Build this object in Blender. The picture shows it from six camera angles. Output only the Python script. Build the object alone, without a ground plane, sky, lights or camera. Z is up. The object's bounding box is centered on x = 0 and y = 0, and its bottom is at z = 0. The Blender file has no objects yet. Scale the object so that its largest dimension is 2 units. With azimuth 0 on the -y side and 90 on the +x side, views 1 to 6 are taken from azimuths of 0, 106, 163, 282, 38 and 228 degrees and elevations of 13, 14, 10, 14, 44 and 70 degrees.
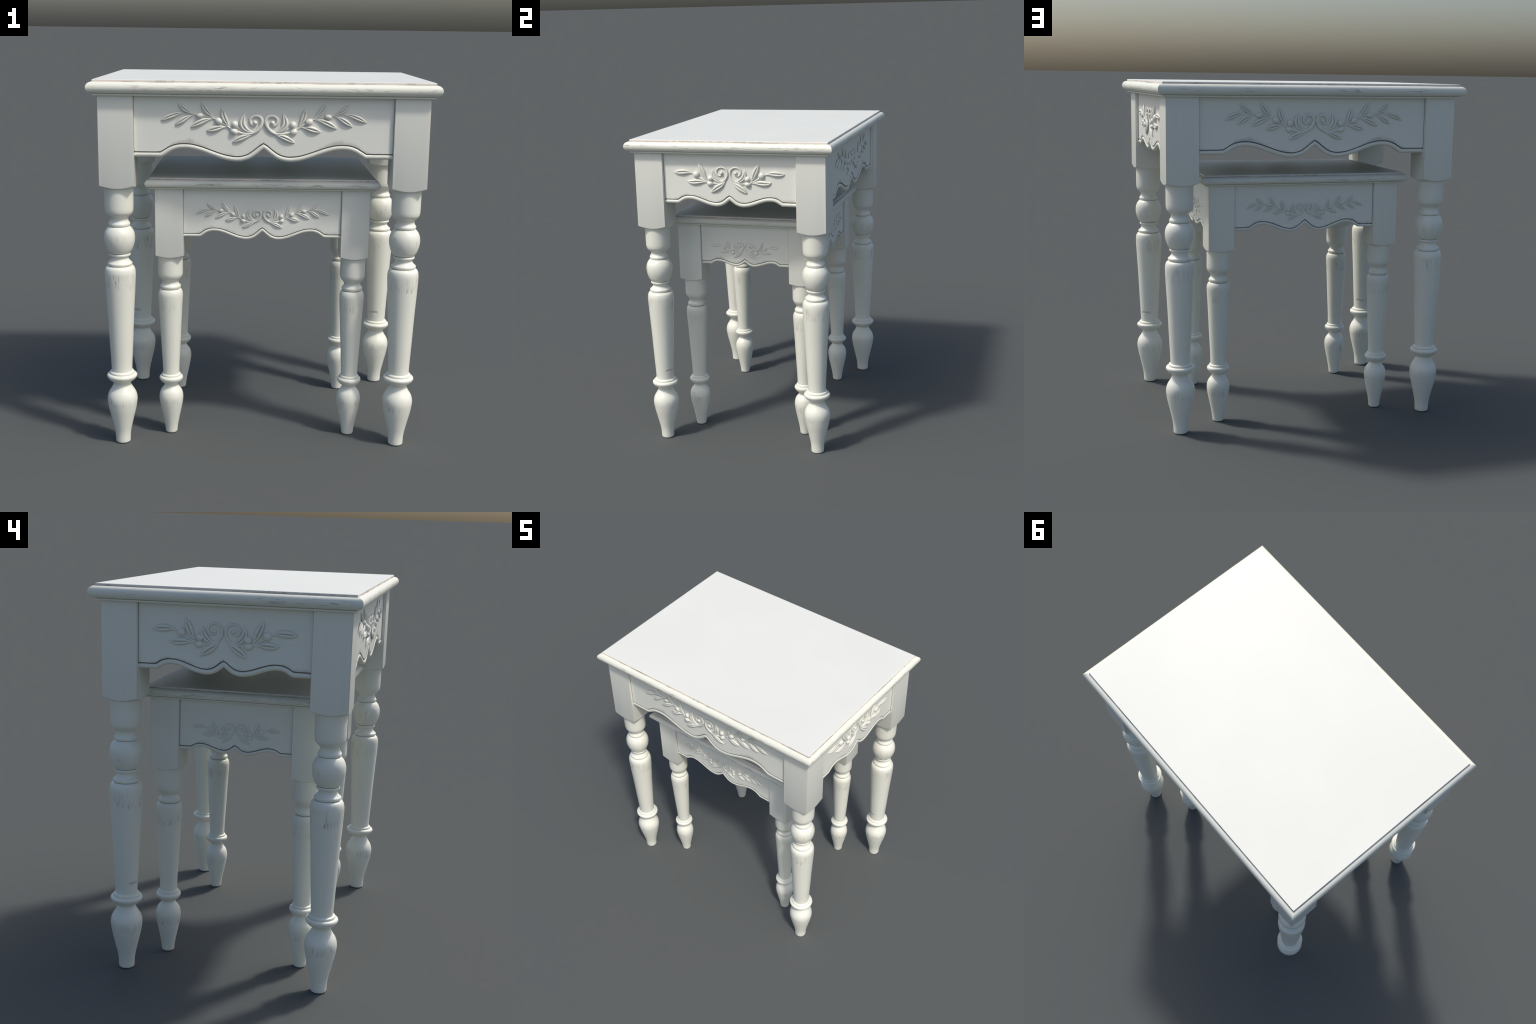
# Two nesting side tables in aged cream paint: a large one with a smaller one
# standing under it.  Turned legs, scalloped aprons, carved olive sprays.
import bpy, math, random
from mathutils import Vector, Matrix

random.seed(7)
PI = math.pi

# ------------------------------------------------------------------ materials


class Nodes:
    """Small helper that wires node trees tersely."""

    def __init__(self, name):
        self.mat = bpy.data.materials.new(name)
        self.mat.use_nodes = True
        self.t = self.mat.node_tree
        self.t.nodes.clear()
        self.out = self.t.nodes.new("ShaderNodeOutputMaterial")
        self.bsdf = self.t.nodes.new("ShaderNodeBsdfPrincipled")
        self.t.links.new(self.bsdf.outputs[0], self.out.inputs[0])
        self.coord = self.t.nodes.new("ShaderNodeTexCoord").outputs["Object"]

    def put(self, sock, v):
        if hasattr(v, "is_output"):
            self.t.links.new(v, sock)
        else:
            sock.default_value = v

    def math(self, op, a, b=0.0, clamp=False):
        n = self.t.nodes.new("ShaderNodeMath")
        n.operation = op
        n.use_clamp = clamp
        self.put(n.inputs[0], a)
        self.put(n.inputs[1], b)
        return n.outputs[0]

    def noise(self, scale_xyz, scale=1.0, detail=3.0, rough=0.55, offset=(0, 0, 0), per_object=False):
        m = self.t.nodes.new("ShaderNodeMapping")
        self.t.links.new(self.coord, m.inputs["Vector"])
        m.inputs["Scale"].default_value = scale_xyz
        m.inputs["Location"].default_value = offset
        vec = m.outputs[0]
        if per_object:  # each repeat is worn in its own places
            info = self.t.nodes.new("ShaderNodeObjectInfo")
            add = self.t.nodes.new("ShaderNodeVectorMath")
            add.operation = "ADD"
            self.t.links.new(vec, add.inputs[0])
            self.t.links.new(self.math("MULTIPLY", info.outputs["Random"], 37.0), add.inputs[1])
            vec = add.outputs[0]
        n = self.t.nodes.new("ShaderNodeTexNoise")
        n.inputs["Scale"].default_value = scale
        n.inputs["Detail"].default_value = detail
        n.inputs["Roughness"].default_value = rough
        self.t.links.new(vec, n.inputs["Vector"])
        return n.outputs["Fac"]

    def ramp(self, v, lo, hi):
        n = self.t.nodes.new("ShaderNodeMapRange")
        n.interpolation_type = "SMOOTHSTEP"
        self.put(n.inputs["Value"], v)
        n.inputs["From Min"].default_value = lo
        n.inputs["From Max"].default_value = hi
        return n.outputs[0]

    def xyz(self):
        n = self.t.nodes.new("ShaderNodeSeparateXYZ")
        self.t.links.new(self.coord, n.inputs[0])
        return n.outputs

    def mix(self, fac, a, b):
        n = self.t.nodes.new("ShaderNodeMix")
        n.data_type = "RGBA"
        self.put(n.inputs["Factor"], fac)
        self.put(n.inputs["A"], a)
        self.put(n.inputs["B"], b)
        return n.outputs["Result"]

    def bump(self, h, strength, dist):
        n = self.t.nodes.new("ShaderNodeBump")
        n.inputs["Strength"].default_value = strength
        n.inputs["Distance"].default_value = dist
        self.put(n.inputs["Height"], h)
        self.t.links.new(n.outputs[0], self.bsdf.inputs["Normal"])

    def band(self, z, a, b, soft):
        up = self.ramp(z, a - soft, a + soft)
        dn = self.ramp(z, b + soft, b - soft) if False else self.math("SUBTRACT", 1.0, self.ramp(z, b - soft, b + soft))
        return self.math("MULTIPLY", up, dn)

    def finish(self, colour, rough=0.45, spec=0.5):
        self.put(self.bsdf.inputs["Base Color"], colour)
        self.put(self.bsdf.inputs["Roughness"], rough)
        self.bsdf.inputs["Specular IOR Level"].default_value = spec
        return self.mat


WHITE = (0.835, 0.843, 0.765, 1)    # flat boards
CREAM = (0.82, 0.825, 0.725, 1)     # turned legs and mouldings
SCUFF = (0.27, 0.24, 0.21, 1)     # bare grey wood where the paint has gone
GLAZE_SHADE = (0.11, 0.10, 0.08, 1)  # brown antiquing glaze in quirks; also painted shade round the aprons
TAN = (0.68, 0.62, 0.53, 1)       # rubbed arrises


def grain(n, base, amount=0.05):
    """Faint brush marks along the piece in an otherwise even coat."""
    g = n.noise((3, 40, 40), 1.0, 4)
    dark = tuple(c * (1 - amount) for c in base[:3]) + (1,)
    return n.mix(n.ramp(g, 0.35, 0.7), base, dark)


def board_paint(name, base):
    n = Nodes(name)
    m = n.noise((1.6, 1.6, 1.6), 1.0, 2, 0.5)
    soft = tuple(c * 0.975 for c in base[:3]) + (1,)
    return n.finish(n.mix(n.ramp(m, 0.35, 0.65), grain(n, base, 0.008), soft), 0.40, 0.22)


def upright_paint(name):
    """Block faces: brush marks run up and down."""
    n = Nodes(name)
    g = n.noise((45, 45, 2.5), 1.0, 4, per_object=True)
    c = n.mix(n.ramp(g, 0.35, 0.72), WHITE, (0.823, 0.831, 0.753, 1))
    return n.finish(c, 0.38)


def turned_paint(name, bands, notch):
    """Cream paint on the turnings, rubbed through in streaks at the swellings.
    bands: (low, high, strength) heights of the rubbed zones.
    notch: (height, half height) of a knock across the shaft."""
    n = Nodes(name)
    x, y, z = n.xyz()[:3]
    streak = n.noise((100, 100, 13), 1.0, 3.5, 0.62, per_object=True)
    broad = n.noise((22, 22, 9), 1.0, 2.0, 0.5, offset=(5, 2, 1), per_object=True)
    zone = None
    for lo, hi, k in bands:
        edge = n.math("ADD", z, n.math("MULTIPLY", n.math("SUBTRACT", streak, 0.5), 0.05))
        b = n.math("MULTIPLY", n.band(edge, lo, hi, 0.014), k)
        zone = b if zone is None else n.math("MAXIMUM", zone, b)
    hard = n.math("MULTIPLY", n.ramp(streak, 0.575, 0.70), n.ramp(broad, 0.42, 0.58))
    soft = n.math("MULTIPLY", n.math("MULTIPLY", n.ramp(streak, 0.38, 0.62), n.ramp(broad, 0.38, 0.62)), 0.26)
    worn = n.math("MULTIPLY", n.math("MAXIMUM", hard, soft), zone, clamp=True)
    # one knock in the shaft, on one side of the leg
    hz, hh = notch
    side = n.math("ADD", n.math("MULTIPLY", x, 0.5), n.math("MULTIPLY", y, 0.86))
    across = n.math("SUBTRACT", n.math("MULTIPLY", x, 0.86), n.math("MULTIPLY", y, 0.5))
    k = n.math("MULTIPLY", n.band(z, hz - hh, hz + hh, hh * 0.8), n.ramp(side, 0.045, 0.055))
    k = n.math("MULTIPLY", k, n.band(across, -0.028, 0.028, 0.008))
    worn2 = n.math("MAXIMUM", n.math("MULTIPLY", worn, 0.72), n.math("MULTIPLY", k, 0.32))
    c = n.mix(worn2, CREAM, SCUFF)
    n.bump(n.math("SUBTRACT", 1.0, n.math("MAXIMUM", worn, k)), 0.6, 0.004)
    return n.finish(c, 0.38)


def moulding_paint(name, half_height, zmid):
    """Nosing of the top: paint chipped in flecks that run along the edge."""
    n = Nodes(name)
    x, y, z = n.xyz()[:3]
    fleck = n.noise((14, 60, 170), 1.0, 3, 0.62, per_object=True)
    where = n.noise((4.5, 1, 1), 1.0, 2, 0.5, per_object=True)
    mid = n.band(z, zmid - half_height * 0.45, zmid + half_height * 0.35, half_height * 0.25)
    m = n.math("MULTIPLY", n.math("MULTIPLY", n.ramp(fleck, 0.53, 0.63), n.ramp(where, 0.41, 0.60)), mid)
    c = n.mix(n.math("MULTIPLY", m, 0.72), CREAM, SCUFF)
    n.bump(n.math("SUBTRACT", 1.0, m), 0.5, 0.004)
    return n.finish(c, 0.38)


def apron_paint(name, half, outline, bead):
    """Flat paint with a ragged dark band, painted in place of baked shade, along the top of the shaped bead.
    outline(x) is the centre line of the bead in the part's own coordinates."""
    n = Nodes(name)
    x, y, z = n.xyz()[:3]
    lo, span = -0.08, 0.20
    fc = n.t.nodes.new("ShaderNodeFloatCurve")
    cm = fc.mapping.curves[0]
    xs = [0, 0.035, 0.07, 0.11, 0.16, 0.21, 0.27, 0.34, 0.41, 0.48, 0.55, 0.612, 0.68, 0.74, 0.787, 0.80, 1.0]
    pts = [(u, (outline(u * half) - lo) / span) for u in xs]
    cm.points[0].location = pts[0]
    cm.points[1].location = pts[-1]
    for p in pts[1:-1]:
        cm.points.new(*p)
    fc.mapping.update()
    n.t.links.new(n.math("DIVIDE", n.math("ABSOLUTE", x), half), fc.inputs["Value"])
    line = n.math("ADD", n.math("MULTIPLY", fc.outputs[0], span), lo)
    d = n.math("SUBTRACT", n.math("SUBTRACT", z, line), bead)
    rag = n.noise((38, 1, 38), 1.0, 4, 0.65)
    patch = n.noise((7, 1, 7), 1.0, 1, 0.5, offset=(3, 0, 8))
    reach = n.math("ADD", n.math("MULTIPLY", n.math("SUBTRACT", rag, 0.5), 0.034),
                   n.math("MULTIPLY", n.math("SUBTRACT", patch, 0.36), 0.075))
    m = n.ramp(n.math("SUBTRACT", reach, d), -0.004, 0.020)
    c = n.mix(n.math("MULTIPLY", m, 0.55), grain(n, WHITE, 0.012), (0.37, 0.35, 0.31, 1))
    return n.finish(c, 0.38)


def plain(name, colour, rough=0.5, spec=0.5):
    n = Nodes(name)
    g = n.noise((30, 30, 30), 1.0, 3)
    c2 = tuple(v * 0.9 for v in colour[:3]) + (1,)
    return n.finish(n.mix(g, colour, c2), rough, spec)


TOP_PAINT = board_paint("tabletop_paint", (0.805, 0.812, 0.745, 1))
BLOCK_PAINT = upright_paint("block_paint")
CARVE_PAINT = plain("carving_paint", (0.83, 0.833, 0.75, 1), 0.42)
BEAD_PAINT = plain("bead_paint", CREAM, 0.42)
GLAZE_SHADE_MAT = plain("brown_glaze_and_shade", GLAZE_SHADE, 0.6, 0.3)
VEIN_SHADE_MAT = plain("vein_glaze_and_shade", (0.42, 0.39, 0.33, 1), 0.5)  # glaze in the midribs; also the painted shade outlining the carving
EDGE_MAT = plain("rubbed_edge", TAN, 0.5)


def lip_paint():
    """Edge of the raised board: pinkish undercoat showing, broken by grey chips and painted shade marks."""
    n = Nodes("lip_paint")
    a = n.noise((5, 5, 1), 1.0, 1.5, 0.5)
    b = n.noise((40, 40, 40), 1.0, 3, 0.6)
    chip_shade = n.math("MULTIPLY", n.ramp(a, 0.53, 0.57), n.ramp(b, 0.36, 0.62))
    return n.finish(n.mix(n.math("MULTIPLY", chip_shade, 0.75), (0.80, 0.725, 0.655, 1), (0.50, 0.48, 0.42, 1)), 0.5)


LIP_MAT = lip_paint()


def quirk_paint():
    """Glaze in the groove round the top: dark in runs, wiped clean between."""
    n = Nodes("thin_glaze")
    a = n.noise((6, 6, 1), 1.0, 4, 0.65)
    return n.finish(n.mix(n.ramp(a, 0.44, 0.56), (0.66, 0.60, 0.51, 1), (0.13, 0.11, 0.085, 1)), 0.6, 0.3)


QUIRK_MAT = quirk_paint()

# ------------------------------------------------------------------- geometry


def new_mesh(name, verts, faces, mats, fmat=None, smooth=True, angle=40):
    me = bpy.data.meshes.new(name)
    me.from_pydata([tuple(v) for v in verts], [], faces)
    for m in mats:
        me.materials.append(m)
    if fmat:
        me.polygons.foreach_set("material_index", fmat)
    me.polygons.foreach_set("use_smooth", [smooth] * len(me.polygons))
    if smooth:
        me.set_sharp_from_angle(angle=math.radians(angle))
    import bmesh
    bm = bmesh.new()
    bm.from_mesh(me)
    bmesh.ops.recalc_face_normals(bm, faces=bm.faces)
    bm.to_mesh(me)
    bm.free()
    return me


def place(name, me, parent, loc=(0, 0, 0), rot=0.0):
    ob = bpy.data.objects.new(name, me)
    bpy.context.scene.collection.objects.link(ob)
    ob.parent = parent
    ob.location = loc
    ob.rotation_euler = (0, 0, rot)
    return ob


def loft(rings, cap=True, closed=True):
    """Skin a list of equal-length rings."""
    n = len(rings[0])
    verts = [v for r in rings for v in r]
    faces = []
    for i in range(len(rings) - 1):
        for j in range(n if closed else n - 1):
            k = (j + 1) % n
            faces.append((i * n + j, i * n + k, (i + 1) * n + k, (i + 1) * n + j))
    if cap:
        faces.append(tuple(range(n))[::-1])
        faces.append(tuple((len(rings) - 1) * n + j for j in range(n)))
    return verts, faces


def spline(pts, per=6):
    """Centripetal-looking Catmull-Rom through 2D points."""
    P = [Vector(p) for p in pts]
    if len(P) == 2:
        return [P[0].lerp(P[1], i / per) for i in range(per + 1)]
    P = [P[0] * 2 - P[1]] + P + [P[-1] * 2 - P[-2]]
    out = []
    for i in range(1, len(P) - 2):
        p0, p1, p2, p3 = P[i - 1:i + 3]
        d1 = max((p1 - p0).length, 1e-6) ** 0.5
        d2 = max((p2 - p1).length, 1e-6) ** 0.5
        d3 = max((p3 - p2).length, 1e-6) ** 0.5
        m1 = ((p1 - p0) / d1 - (p2 - p0) / (d1 + d2) + (p2 - p1) / d2) * d2
        m2 = ((p2 - p1) / d2 - (p3 - p1) / (d2 + d3) + (p3 - p2) / d3) * d2
        for s in range(per):
            t = s / per
            out.append((2 * t**3 - 3 * t**2 + 1) * p1 + (t**3 - 2 * t**2 + t) * m1
                       + (-2 * t**3 + 3 * t**2) * p2 + (t**3 - t**2) * m2)
    out.append(P[-2])
    return out


def tube(path, radius, segs=12, depth=0.0, flat=1.0):
    """Sweep a circle along a polyline in the apron plane (x, z), mitred at
    corners.  radius(i, u) with u in 0..1.  -y points out of the apron."""
    rings, n = [], len(path)
    for i, p in enumerate(path):
        a = (path[i] - path[i - 1]).normalized() if i else None
        b = (path[i + 1] - path[i]).normalized() if i < n - 1 else None
        a, b = a or b, b or a
        t = (a + b).normalized()
        stretch = 1 / max(0.45, t.dot(b))
        nrm = Vector((-t.y, t.x))
        r = radius(i / (n - 1))
        ring = []
        for k in range(segs):
            w = 2 * PI * k / segs
            q = p + nrm * (r * stretch * math.cos(w))
            ring.append((q.x, -(depth + flat * r * math.sin(w)), q.y))
        rings.append(ring)
    return loft(rings)


def lathe(segments, sides=48):
    """Turn profile segments (each a smooth run; joints between them are crisp)."""
    prof = []
    for seg in segments:
        run = spline(seg, 4)
        if prof and (prof[-1] - run[0]).length < 1e-6:
            run = run[1:]
        prof += run
    rings = [[(r * math.cos(2 * PI * k / sides), r * math.sin(2 * PI * k / sides), z) for k in range(sides)]
             for z, r in ((p.x, max(p.y * 0.994, 0.001)) for p in prof)]
    return loft(rings)


def box(x0, x1, y0, y1, z0, z1):
    r = lambda z: [(x0, y0, z), (x1, y0, z), (x1, y1, z), (x0, y1, z)]
    return loft([r(z0), r(z1)])


# ----------------------------------------------------------------- table parts

SCALLOP = [  # outline of a full-size apron edge, from the outer corner inwards
    (0.5315, 0.0), (0.5047, 0.0160), (0.4815, 0.0300), (0.446, 0.0420), (0.411, 0.0450),
    (0.373, 0.0425), (0.323, 0.0300), (0.2776, 0.0143), (0.2273, -0.0030), (0.187, -0.0137),
    (0.1415, -0.0190), (0.1135, -0.0170), (0.0755, -0.0055), (0.0455, 0.0140), (0.0165, 0.0370), (0.0, 0.0476)]
SCALLOP_HALF = 0.671


def scallop_path(half, kz):
    """Whole edge line from -half to +half: straight ends, two crests, two
    bellies and a point in the middle."""
    k = half / SCALLOP_HALF
    right = [Vector((p.x * k, p.y * kz)) for p in spline(SCALLOP, 5)]
    end = Vector((half, 0.0))
    r = [end.lerp(right[0], i / 4) for i in range(4)] + right
    left = [Vector((-p.x, p.y)) for p in r]
    return left + r[::-1][1:]


def height_on(path, x):
    x = abs(x)
    for a, b in zip(path, path[1:]):
        if a.x <= x <= b.x:
            return a.y + (b.y - a.y) * (x - a.x) / max(b.x - a.x, 1e-9)
    return path[-1].y


LEAF_SECTION = (-1, -0.96, -0.86, -0.68, -0.48, -0.30, -0.15, -0.06, 0.06, 0.15, 0.30, 0.48, 0.68, 0.86, 0.96, 1)


def leaf_mesh(name, spine, width, high, peak=0.56):
    """A carved leaf: two rounded lobes either side of a sunken midrib.
    spine runs from the stalk to the tip; peak is where the leaf is widest."""
    path = spline(spine, 8)
    run = [0.0]
    for a, b in zip(path, path[1:]):
        run.append(run[-1] + (b - a).length)

    def at(t):
        d = t * run[-1]
        for k in range(1, len(run)):
            if d <= run[k] or k == len(run) - 1:
                return path[k - 1].lerp(path[k], (d - run[k - 1]) / (run[k] - run[k - 1]))

    N, M = 24, len(LEAF_SECTION) - 1
    rings, fm = [], []
    for i in range(N + 1):
        t = i / N
        p = at(t)
        d = (at(min(1, t + 0.03)) - at(max(0, t - 0.03))).normalized()
        nrm = Vector((-d.y, d.x))
        if t < peak:
            w = 0.16 + 0.84 * (0.5 - 0.5 * math.cos(PI * t / peak)) ** 0.85
        else:
            w = max(0.0, 1 - ((t - peak) / (1 - peak)) ** 2.1) ** 0.85
        w = max(w * width * 0.5, 0.0010)
        rise = high * min(1.0, (w / (width * 0.5)) ** 0.6)
        groove = 0.70 * min(1, max(0, (t - 0.16) / 0.2)) * min(1, max(0, 0.93 - t) / 0.12)
        ring = []
        for j in range(M + 1):
            s = LEAF_SECTION[j]
            h = (1 - abs(s) ** 4) ** 0.55 - groove * math.exp(-(s / 0.17) ** 2)
            q = p + nrm * (w * s)
            ring.append((q.x, -max(h * rise, -0.001 if abs(s) == 1 else 0), q.y))
        for s in (1, -1):
            q = p + nrm * (w * s)
            ring.append((q.x, 0.003, q.y))
        rings.append(ring)
    v, f = loft(rings)
    n = M + 3
    for i in range(N):
        for j in range(n):
            fm.append(1 if (j == M // 2 and 6 <= i <= N - 5) or j in (0, M - 1) else 0)  # glazed midrib, plus baked shade painted as an outline on the flanks
    fm += [0, 0]
    return new_mesh(name, v, f, [CARVE_PAINT, VEIN_SHADE_MAT], fm, angle=65)


def berry_mesh(name, centre, rx, rz, tilt, high):
    """A domed berry; a dark thread paints the baked shade round its foot."""
    n = 22
    rings = []
    for deg in (-15, 4, 13, 26, 40, 55, 70, 84):
        a = math.radians(deg)
        rings.append([(rx * math.cos(a) * math.cos(2 * PI * k / n), -high * math.sin(a),
                       rz * math.cos(a) * math.sin(2 * PI * k / n)) for k in range(n)])
    v, f = loft(rings)
    fm = [1 if i // n == 1 else 0 for i in range(len(f))]
    c, s = math.cos(tilt), math.sin(tilt)
    v = [(centre[0] + x * c - z * s, y, centre[1] + x * s + z * c) for x, y, z in v]
    return new_mesh(name, v, f, [CARVE_PAINT, VEIN_SHADE_MAT], fm, angle=80)


# Carved sprays, right-hand half, metres in the apron plane measured from the
# centre line and from the straight part of the bead of a full-size apron.
LONG_SPRAY = dict(
    leaves=[  # spine from stalk to tip, width
        ([(0.402, 0.211), (0.440, 0.2085), (0.482, 0.1945), (0.528, 0.172)], 0.029),
        ([(0.357, 0.206), (0.380, 0.2165), (0.408, 0.233), (0.4386, 0.262)], 0.027),
        ([(0.360, 0.2015), (0.386, 0.1935), (0.420, 0.1735), (0.4553, 0.150)], 0.029),
        ([(0.252, 0.184), (0.272, 0.203), (0.2985, 0.231), (0.3194, 0.270)], 0.030),
        ([(0.258, 0.184), (0.290, 0.1795), (0.332, 0.1635), (0.3756, 0.1385)], 0.031),
        ([(0.172, 0.137), (0.185, 0.155), (0.204, 0.196), (0.2146, 0.2435)], 0.032),
        ([(0.190, 0.143), (0.220, 0.141), (0.256, 0.132), (0.2939, 0.1215)], 0.033),
        ([(0.0480, 0.1130), (0.0892, 0.130), (0.1075, 0.152), (0.1095, 0.1752), (0.0984, 0.2135)], 0.036),
        ([(0.0520, 0.1065), (0.0905, 0.0965), (0.1233, 0.0836), (0.1605, 0.0642)], 0.030)],
    berries=[  # centre, half length, half width, tilt
        ((0.329, 0.200), 0.0215, 0.0160, -0.15), ((0.2315, 0.1715), 0.0225, 0.0185, 0.6),
        ((0.1496, 0.1550), 0.0180, 0.0200, -0.2), ((0.1530, 0.1200), 0.0215, 0.0170, 0.45)],
    stems=[([(0.062, 0.1085), (0.1089, 0.1112), (0.1338, 0.1175), (0.153, 0.122), (0.175, 0.138), (0.203, 0.157), (0.253, 0.1845),
             (0.303, 0.199), (0.363, 0.206), (0.408, 0.2105)], 0.0066, 0.0032),
           ([(0.060, 0.1150), (0.095, 0.121), (0.128, 0.138), (0.146, 0.150)], 0.0042, 0.0030)],
    scroll=[(0.0780, 0.1055), (0.0620, 0.1095), (0.0407, 0.1200), (0.0223, 0.1385), (0.0118, 0.1585), (0.0100, 0.178), (0.0188, 0.1943),
            (0.0367, 0.2015), (0.0564, 0.1975), (0.0695, 0.1832), (0.0678, 0.1646), (0.0555, 0.1527), (0.0420, 0.1555)],
    eye=((0.0450, 0.1655), 0.0125), coil=(0.0050, 0.0108, 0.0078))
SHORT_SPRAY = dict(
    leaves=[
        ([(0.226, 0.1735), (0.2607, 0.1815), (0.300, 0.1815), (0.3287, 0.1790), (0.3528, 0.1774)], 0.036),
        ([(0.1340, 0.1230), (0.1519, 0.1497), (0.1676, 0.1844), (0.1792, 0.2109), (0.1908, 0.2366)], 0.035),
        ([(0.1400, 0.1206), (0.1711, 0.1237), (0.2066, 0.1228), (0.2387, 0.121), (0.2699, 0.1271)], 0.035),
        ([(0.0300, 0.1360), (0.0545, 0.1275), (0.0830, 0.1420), (0.0985, 0.1644), (0.1033, 0.202)], 0.031),
        ([(0.0170, 0.1370), (0.0401, 0.1115), (0.0679, 0.0930), (0.0924, 0.0764), (0.1151, 0.0572)], 0.036)],
    berries=[((0.2071, 0.1671), 0.0215, 0.0220, 0.0), ((0.1175, 0.1447), 0.0185, 0.0190, 0.3),
             ((0.1195, 0.1140), 0.0210, 0.0170, -0.1)],
    stems=[([(0.030, 0.1275), (0.060, 0.1170), (0.093, 0.1155), (0.1285, 0.1203), (0.157, 0.1324), (0.1856, 0.1478), (0.2106, 0.1652),
             (0.2303, 0.1743)], 0.0052, 0.0042)],
    scroll=[(0.0880, 0.1280), (0.0620, 0.1225), (0.0369, 0.1290), (0.0175, 0.1465), (0.0080, 0.1744), (0.0182, 0.2041), (0.0484, 0.215),
            (0.0734, 0.2012), (0.0758, 0.1775), (0.0600, 0.1630), (0.0430, 0.1680)],
    eye=((0.0450, 0.1795), 0.0110), coil=(0.0036, 0.0064, 0.0054))


def spray_pieces(tag, spray, k, rise, base_z):
    """Meshes for both halves of a spray; k scales the drawing, rise the relief."""
    pieces = []
    for m in (1, -1):
        f = lambda p: (m * p[0] * k, base_z + p[1] * k)
        for spine, w in spray["leaves"]:
            pieces.append(("leaf", leaf_mesh("leaf", [f(p) for p in spine], w * k, 0.0135 * rise)))
        for c, rx, rz, tilt in spray["berries"]:
            # the long axis lies along the stem
            pieces.append(("berry", berry_mesh("berry", f(c), rx * k, rz * k, m * tilt, 0.0185 * rise)))
        for line, r0, r1 in spray["stems"]:
            v, q = tube(spline([f(p) for p in line], 5), lambda u: k * (r0 + (r1 - r0) * u), 12, 0.001, 1.25 * rise / k)
            pieces.append(("stem", new_mesh("stem", v, q, [CARVE_PAINT], angle=70)))
        # volute: swells through the turn, then tightens into a round eye
        path = spline([f(p) for p in spray["scroll"]], 7)
        c0, c1, c2 = spray["coil"]
        swell = lambda u: k * (c0 + (c1 - c0) * math.sin(PI / 2 * min(1, u / 0.3)) if u < 0.3 else c1 + (c2 - c1) * (u - 0.3) / 0.7)
        v, q = tube(path, swell, 14, 0.001, 1.15 * rise / k * 0.008 / ((c1 + c2) / 2) if c1 > 0.008 else 1.25 * rise / k)
        fm = [1 if i % 14 in (0, 6) else 0 for i in range(len(q))]  # dark faces along the foot of the coil paint its shade outline
        pieces.append(("scroll", new_mesh("scroll", v, q, [CARVE_PAINT, VEIN_SHADE_MAT], fm, angle=70)))
        e, r = spray["eye"]
        pieces.append(("scroll_eye", berry_mesh("scroll_eye", f(e), r * k, r * k, 0, 0.0165 * rise)))
    return pieces


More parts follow.
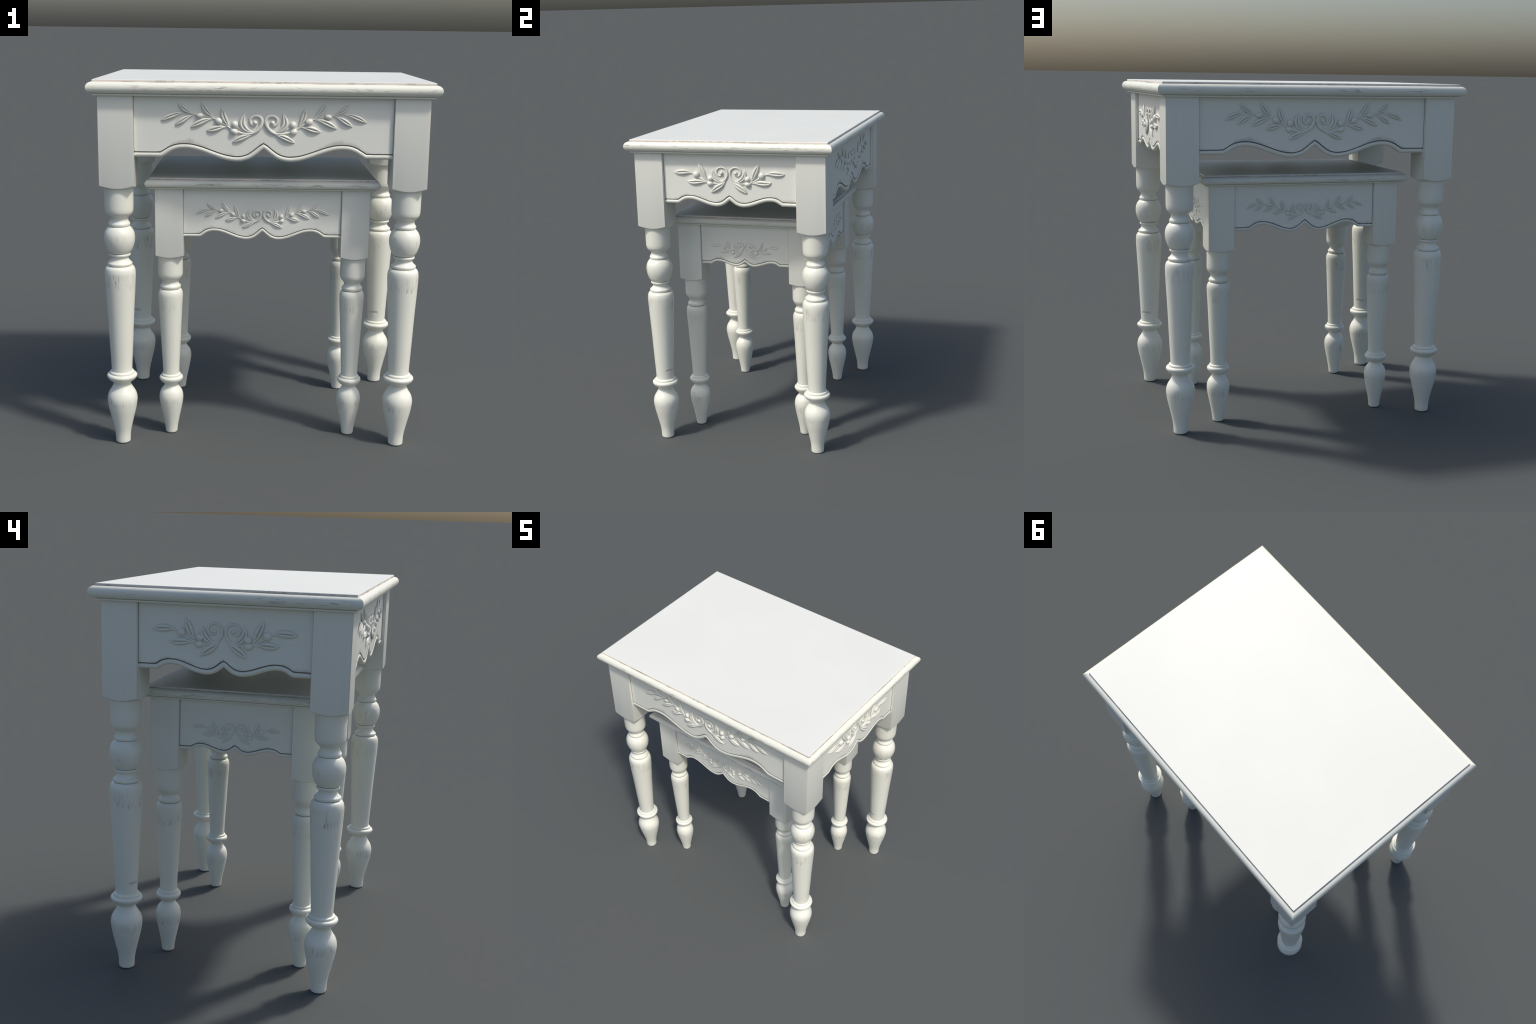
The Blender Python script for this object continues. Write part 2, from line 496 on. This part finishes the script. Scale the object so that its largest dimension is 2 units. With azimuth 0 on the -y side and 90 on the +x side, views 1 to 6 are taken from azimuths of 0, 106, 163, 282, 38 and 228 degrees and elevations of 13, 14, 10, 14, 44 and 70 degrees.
def build_table(spec):
    root = bpy.data.objects.new("nesting_table", None)
    bpy.context.scene.collection.objects.link(root)
    root.empty_display_size = 0.2
    root["label"] = spec["label"]
    root["category"] = "side table"

    H = spec["height"]
    tx, ty = spec["top"]
    lip, nose = spec["lip"], spec["nose"]       # raised board, nosing radius
    zb = spec["block_top"]
    zn0 = H - lip - 2 * nose                    # underside of the nosing

    # raised board of the top, with a rubbed arris
    c = 0.0022
    ring = lambda i, z: [(-tx + i, -ty + i, z), (tx - i, -ty + i, z), (tx - i, ty - i, z), (-tx + i, ty - i, z)]
    v, f = loft([ring(0, H - lip - 0.010), ring(0, H - c), ring(c * 0.4, H - c * 0.4), ring(c, H)])
    fm = [1 if i < 4 else 0 for i in range(12)] + [0, 0]
    place("tabletop", new_mesh("tabletop", v, f, [TOP_PAINT, LIP_MAT], fm, smooth=False), root)

    # four mitred lengths of nosing
    zc = zn0 + nose
    prof = [(-0.040, zb + 0.001), (-0.0008, zb + 0.001), (0.0, zb + 0.0018), (0.0, zn0 - 0.0022), (-0.006, zn0 - 0.0016), (-0.006, zn0 + 0.0006)]
    for i in range(19):
        a = -PI / 2 + PI * i / 18
        prof.append((-0.003 + (spec["nose_out"] + 0.003) * math.cos(a) ** 0.85 if abs(math.cos(a)) > 1e-6 else -0.003,
                     zc + nose * math.sin(a)))
    prof += [(-0.030, zc + nose - 0.0005)]
    paint = moulding_paint("moulding_paint", nose, zc)
    for L, D in ((tx, ty), (ty, tx)):
        rings = [[(s * (L + o), -(D + o), z) for o, z in prof] for s in (-1, 1)]
        # several stations along the length keep shading even
        st = [[tuple(a[q] + (b[q] - a[q]) * t for q in range(3)) for a, b in zip(*rings)] for t in (0, 0.25, 0.5, 0.75, 1)]
        v, f = loft(st)
        me = new_mesh("edge_moulding", v, f, [paint], angle=35)
        base = 0.0 if L == tx else PI / 2
        for r in (0, PI):
            place("edge_moulding", me, root, rot=base + r)
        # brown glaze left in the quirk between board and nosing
        v, f = box(-L + 0.0005, L - 0.0005, -D - 0.0018, -D + 0.004, zc + nose - 0.004, zc + nose + 0.0009)
        gm = new_mesh("glaze_shade_line", v, f, [QUIRK_MAT], smooth=False)
        for r in (0, PI):
            place("glaze_shade_line", gm, root, rot=base + r)

    # legs: a square block above a turned shaft
    lx, ly = spec["block_at"]
    gx, gy = spec["leg_at"]                    # axis of the turning
    root.location.x = spec["shift"]
    h, zm, kz = spec["block_half"], spec["block_low"], spec["shoulder"]
    v, f = lathe(spec["turning"])
    leg_me = new_mesh("leg", v, f, [turned_paint("turned_paint", spec["bands"], spec["notch"])], angle=50)
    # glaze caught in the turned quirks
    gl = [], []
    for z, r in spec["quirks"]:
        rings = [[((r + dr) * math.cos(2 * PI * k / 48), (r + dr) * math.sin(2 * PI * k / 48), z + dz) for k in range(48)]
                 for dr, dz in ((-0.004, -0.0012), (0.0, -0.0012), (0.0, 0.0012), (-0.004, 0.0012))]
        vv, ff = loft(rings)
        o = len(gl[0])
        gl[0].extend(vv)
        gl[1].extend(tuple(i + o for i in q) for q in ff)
    quirk_me = new_mesh("glaze_ring", gl[0], gl[1], [GLAZE_SHADE_MAT], angle=60)

    # block perimeter with eased arrises; its foot is turned to a cone, so the
    # corners stop higher than the middles of the faces
    e, per = 0.0028, []
    for side in range(4):
        R = Matrix.Rotation(side * PI / 2, 2)
        for i in range(13):
            u = -1 + 2 * i / 12
            per.append(R @ Vector((u * (h - e), -h)))
    low = lambda p, r0=0.0: zm + kz * (p.length - h)
    rings = [[(p.x, p.y, zb + 0.0015) for p in per], [(p.x, p.y, low(p) + 0.004) for p in per],
             [(p.x * (1 - 0.0015 / h), p.y * (1 - 0.0015 / h), low(p)) for p in per]]
    r_in = spec["turning"][-1][-1][1] - 0.004
    for t in (0.35, 0.7, 1.0):
        rings.append([tuple((*(p.lerp(p.normalized() * r_in, t)), zm + kz * (p.lerp(p.normalized() * r_in, t).length - h))) for p in per])
    v, f = loft(rings)
    n = len(per)
    fm = [1 if (i // n == 0 and i % 13 == 12) else 0 for i in range(len(f) - 2)] + [0, 0]
    block_me = new_mesh("leg_block", v, f, [BLOCK_PAINT, EDGE_MAT], fm, angle=30)
    turn = spec["turns"]
    for i, (sx, sy) in enumerate(((-1, -1), (1, -1), (1, 1), (-1, 1))):
        leg = place("leg", leg_me, root, (sx * gx, sy * gy, 0), turn[i])
        off = Matrix.Rotation(-turn[i], 2) @ Vector((sx * (lx - gx), sy * (ly - gy)))
        place("leg_block", block_me, leg, (off.x, off.y, 0))
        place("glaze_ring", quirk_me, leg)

    # aprons
    base_z, bead = spec["apron_z"], spec["bead"]
    for axis in (0, 1):
        half = (lx if axis == 0 else ly) - h
        base_z = spec["apron_z"] - (spec["side_drop"] if axis else 0)
        face = (ly if axis == 0 else lx) + h - spec["recess"]
        k = half / SCALLOP_HALF
        kz_ = k if axis else spec["scallop_z"]
        kz_ = spec["scallop_side"] if axis else spec["scallop_z"]
        path = scallop_path(half, kz_)
        right = [p for p in path if p.x >= -1e-9]
        paint = apron_paint("apron_paint", half, lambda x: height_on(right, x), bead)
        top = zb + 0.0012 - base_z
        thick = spec["apron_thick"]
        xs = [p for p in path]
        ext = [Vector((-half - 0.012, 0))] + xs + [Vector((half + 0.012, 0))]
        up = []
        for i, p in enumerate(ext):
            near = [ext[max(i - 1, 0)], ext[min(i + 1, len(ext) - 1)]]
            lift = [math.hypot(1, (p.y - q.y) / (p.x - q.x)) for q in near if q is not p]
            up.append(p + Vector((0, (bead + 0.0015) * sum(lift) / len(lift))))
        # front board stops above the bead; the body behind runs down to it
        bk = spec["bead_back"]
        rings = [[(u.x, 0, u.y), (u.x, 0, (u.y + top) / 2), (u.x, 0, top), (u.x, thick, top), (u.x, thick, p.y - bead * 0.8),
                  (p.x, bk, p.y - bead * 0.8), (p.x, bk, p.y), (u.x, bk * 0.7, u.y - 0.0008)] for p, u in zip(ext, up)]
        v, f = loft(rings)
        panel = new_mesh("apron", v, f, [paint], angle=30)
        bead_path = [Vector((-half - 0.004, 0))] + xs[1:-1] + [Vector((half + 0.004, 0))]
        v, f = tube(bead_path, lambda u: bead, 16, -bk + 0.0015)
        bead_me = new_mesh("apron_bead", v, f, [BEAD_PAINT], angle=50)
        # quirk above the bead: dark glaze line, also painted in place of shade
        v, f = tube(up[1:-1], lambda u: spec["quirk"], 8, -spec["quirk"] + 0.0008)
        quirk = new_mesh("glaze_shade_line", v, f, [GLAZE_SHADE_MAT], angle=60)
        ends = [], []  # dark strips painting the recess shade where apron meets block
        for s in (-1, 1):
            x0 = s * half - 0.0016
            vv, ff = box(x0, x0 + 0.0032, -0.0012, 0.004, 0.0, top)
            o = len(ends[0])
            ends[0].extend(vv)
            ends[1].extend(tuple(i + o for i in q) for q in ff)
        ends_me = new_mesh("glaze_shade_line", *ends, [GLAZE_SHADE_MAT], smooth=False)
        spray = SHORT_SPRAY if axis else LONG_SPRAY
        ks, rise, zoff = spec["spray_side" if axis else "spray_front"]
        pieces = spray_pieces("", spray, ks, rise, zoff)
        for r in (0, PI):
            rot = r + (PI / 2 if axis else 0)
            d = Vector((0, -face, base_z))
            d.rotate(Matrix.Rotation(rot, 3, "Z"))
            ap = place("apron", panel, root, d, rot)
            place("apron_bead", bead_me, ap)
            place("glaze_shade_line", quirk, ap)
            place("glaze_shade_line", ends_me, ap)
            for nm, me in pieces:
                place(nm, me, ap)
    return root


# Turned profiles, (height, radius) from the floor up; every inner list is one
# smooth run, and runs meet at crisp quirks.
TALL_TURNING = [
    [(0.0, 0.0), (0.0, 0.0365)], [(0.0, 0.0365), (0.004, 0.0400), (0.0125, 0.0410)],
    [(0.0125, 0.0410), (0.041, 0.0422), (0.0715, 0.0460), (0.110, 0.0545), (0.1475, 0.0632), (0.190, 0.0735), (0.223, 0.0797),
     (0.2500, 0.0830), (0.2735, 0.0810), (0.2940, 0.0740), (0.3075, 0.0660), (0.3190, 0.0585), (0.3310, 0.0522), (0.3410, 0.0478),
     (0.3480, 0.0470), (0.3525, 0.0480)],
    [(0.3525, 0.0480), (0.3572, 0.0555), (0.3655, 0.0675), (0.3755, 0.0775), (0.3840, 0.0820), (0.3905, 0.0832), (0.3980, 0.0800), (0.4025, 0.0720),
     (0.4035, 0.0650)],
    [(0.4035, 0.0650), (0.4050, 0.0675), (0.4090, 0.0678), (0.4135, 0.0660), (0.4165, 0.0612), (0.4175, 0.0566)],
    [(0.4175, 0.0566), (0.447, 0.0573), (0.594, 0.0648), (0.739, 0.0718), (0.8825, 0.0803), (0.945, 0.0836), (0.9785, 0.0836),
     (0.9990, 0.0790), (1.0085, 0.0710), (1.0115, 0.0640)],
    [(1.0115, 0.0640), (1.0120, 0.0590)],
    [(1.0120, 0.0590), (1.0140, 0.0630), (1.0210, 0.0672), (1.0280, 0.0660), (1.034, 0.0590), (1.043, 0.0508), (1.051, 0.0473),
     (1.060, 0.0476), (1.0645, 0.0500)],
    [(1.0645, 0.0500), (1.0665, 0.0560), (1.0725, 0.0583), (1.0785, 0.0562), (1.0800, 0.0520)],
    [(1.0800, 0.0520), (1.0835, 0.0565), (1.098, 0.0668), (1.122, 0.0765), (1.145, 0.0818), (1.1675, 0.0831), (1.190, 0.0800),
     (1.210, 0.0712), (1.222, 0.0610), (1.2265, 0.0540)],
    [(1.2265, 0.0540), (1.2275, 0.0520)],
    [(1.2275, 0.0520), (1.2295, 0.0560), (1.2365, 0.0586), (1.2435, 0.0578), (1.250, 0.0535), (1.2570, 0.0497), (1.268, 0.0484),
     (1.277, 0.0520), (1.2885, 0.0640), (1.300, 0.0728), (1.316, 0.0766), (1.335, 0.0776)],
    [(1.335, 0.0776), (1.400, 0.0780), (1.460, 0.0784)]]
SHORT_TURNING = [
    [(0.0, 0.0), (0.0, 0.0295)], [(0.0, 0.0295), (0.0035, 0.0325), (0.010, 0.0338)],
    [(0.010, 0.0338), (0.0285, 0.0356), (0.056, 0.0398), (0.091, 0.0468), (0.140, 0.0572), (0.184, 0.0655), (0.2115, 0.0680),
     (0.2345, 0.0655), (0.2535, 0.0588), (0.273, 0.0445), (0.284, 0.0384), (0.2925, 0.0388)],
    [(0.2925, 0.0388), (0.2965, 0.0445), (0.3045, 0.0548), (0.3165, 0.0640), (0.3275, 0.0670), (0.336, 0.0640), (0.3405, 0.0570), (0.3415, 0.0525)],
    [(0.3415, 0.0525), (0.3430, 0.0545), (0.3465, 0.0548), (0.3505, 0.0530), (0.3532, 0.0495), (0.3540, 0.0464)],
    [(0.3540, 0.0464), (0.399, 0.0473), (0.550, 0.0553), (0.6995, 0.0627), (0.790, 0.0680), (0.821, 0.0684), (0.837, 0.0640),
     (0.8455, 0.0580), (0.8475, 0.0530)],
    [(0.8475, 0.0530), (0.8485, 0.0490)],
    [(0.8485, 0.0490), (0.8505, 0.0530), (0.8575, 0.0572), (0.8655, 0.0572), (0.872, 0.0525), (0.879, 0.0468), (0.887, 0.0454),
     (0.895, 0.0482), (0.9075, 0.0580), (0.919, 0.0650), (0.931, 0.0686), (0.945, 0.0694)],
    [(0.945, 0.0694), (1.000, 0.0690), (1.060, 0.0690)]]

build_table(dict(
    label="tall cream painted side table with carved aprons and turned legs",
    height=2.0, top=(0.8725, 0.6225), lip=0.0115, nose=0.0290, nose_out=0.0298, block_top=1.9185,
    block_at=(0.7606, 0.5132), leg_at=(0.7615, 0.5138), shift=0.0, block_half=0.0920, block_low=1.4385, shoulder=0.42,
    turning=TALL_TURNING, bands=[(0.895, 0.975, 1.0), (0.215, 0.268, 0.9), (1.125, 1.185, 0.5), (0.375, 0.395, 0.3)],
    notch=(0.478, 0.007), quirks=[(1.0120, 0.0612), (1.0800, 0.0535), (1.2272, 0.0532)],
    turns=(0.0, 0.0, PI, PI),
    apron_z=1.6180, side_drop=0.0025, bead=0.0135, quirk=0.0019, recess=0.018, bead_back=0.0125, apron_thick=0.045, scallop_z=1.0, scallop_side=0.62,
    spray_front=(1.0, 0.97, 0.0040), spray_side=(1.0, 0.98, 0.0050)))

build_table(dict(
    label="low cream painted nesting table standing beneath the tall one",
    height=1.4800, top=(0.6045, 0.4680), lip=0.0095, nose=0.0215, nose_out=0.0232, block_top=1.4190,
    block_at=(0.5025, 0.3705), leg_at=(0.5036, 0.3680), shift=0.0005, block_half=0.0770, block_low=1.0375, shoulder=0.38,
    turning=SHORT_TURNING, bands=[(0.735, 0.795, 1.0), (0.165, 0.215, 0.9), (0.318, 0.332, 0.4)],
    notch=(0.412, 0.006), quirks=[(0.8482, 0.0512)],
    turns=(0.0, 0.0, PI, PI),
    apron_z=1.1635, side_drop=0.0008, bead=0.0090, quirk=0.0018, recess=0.012, bead_back=0.0080, apron_thick=0.038, scallop_z=0.70, scallop_side=0.42,
    spray_front=(0.68, 0.65, 0.002), spray_side=(0.655, 0.42, -0.0006)))
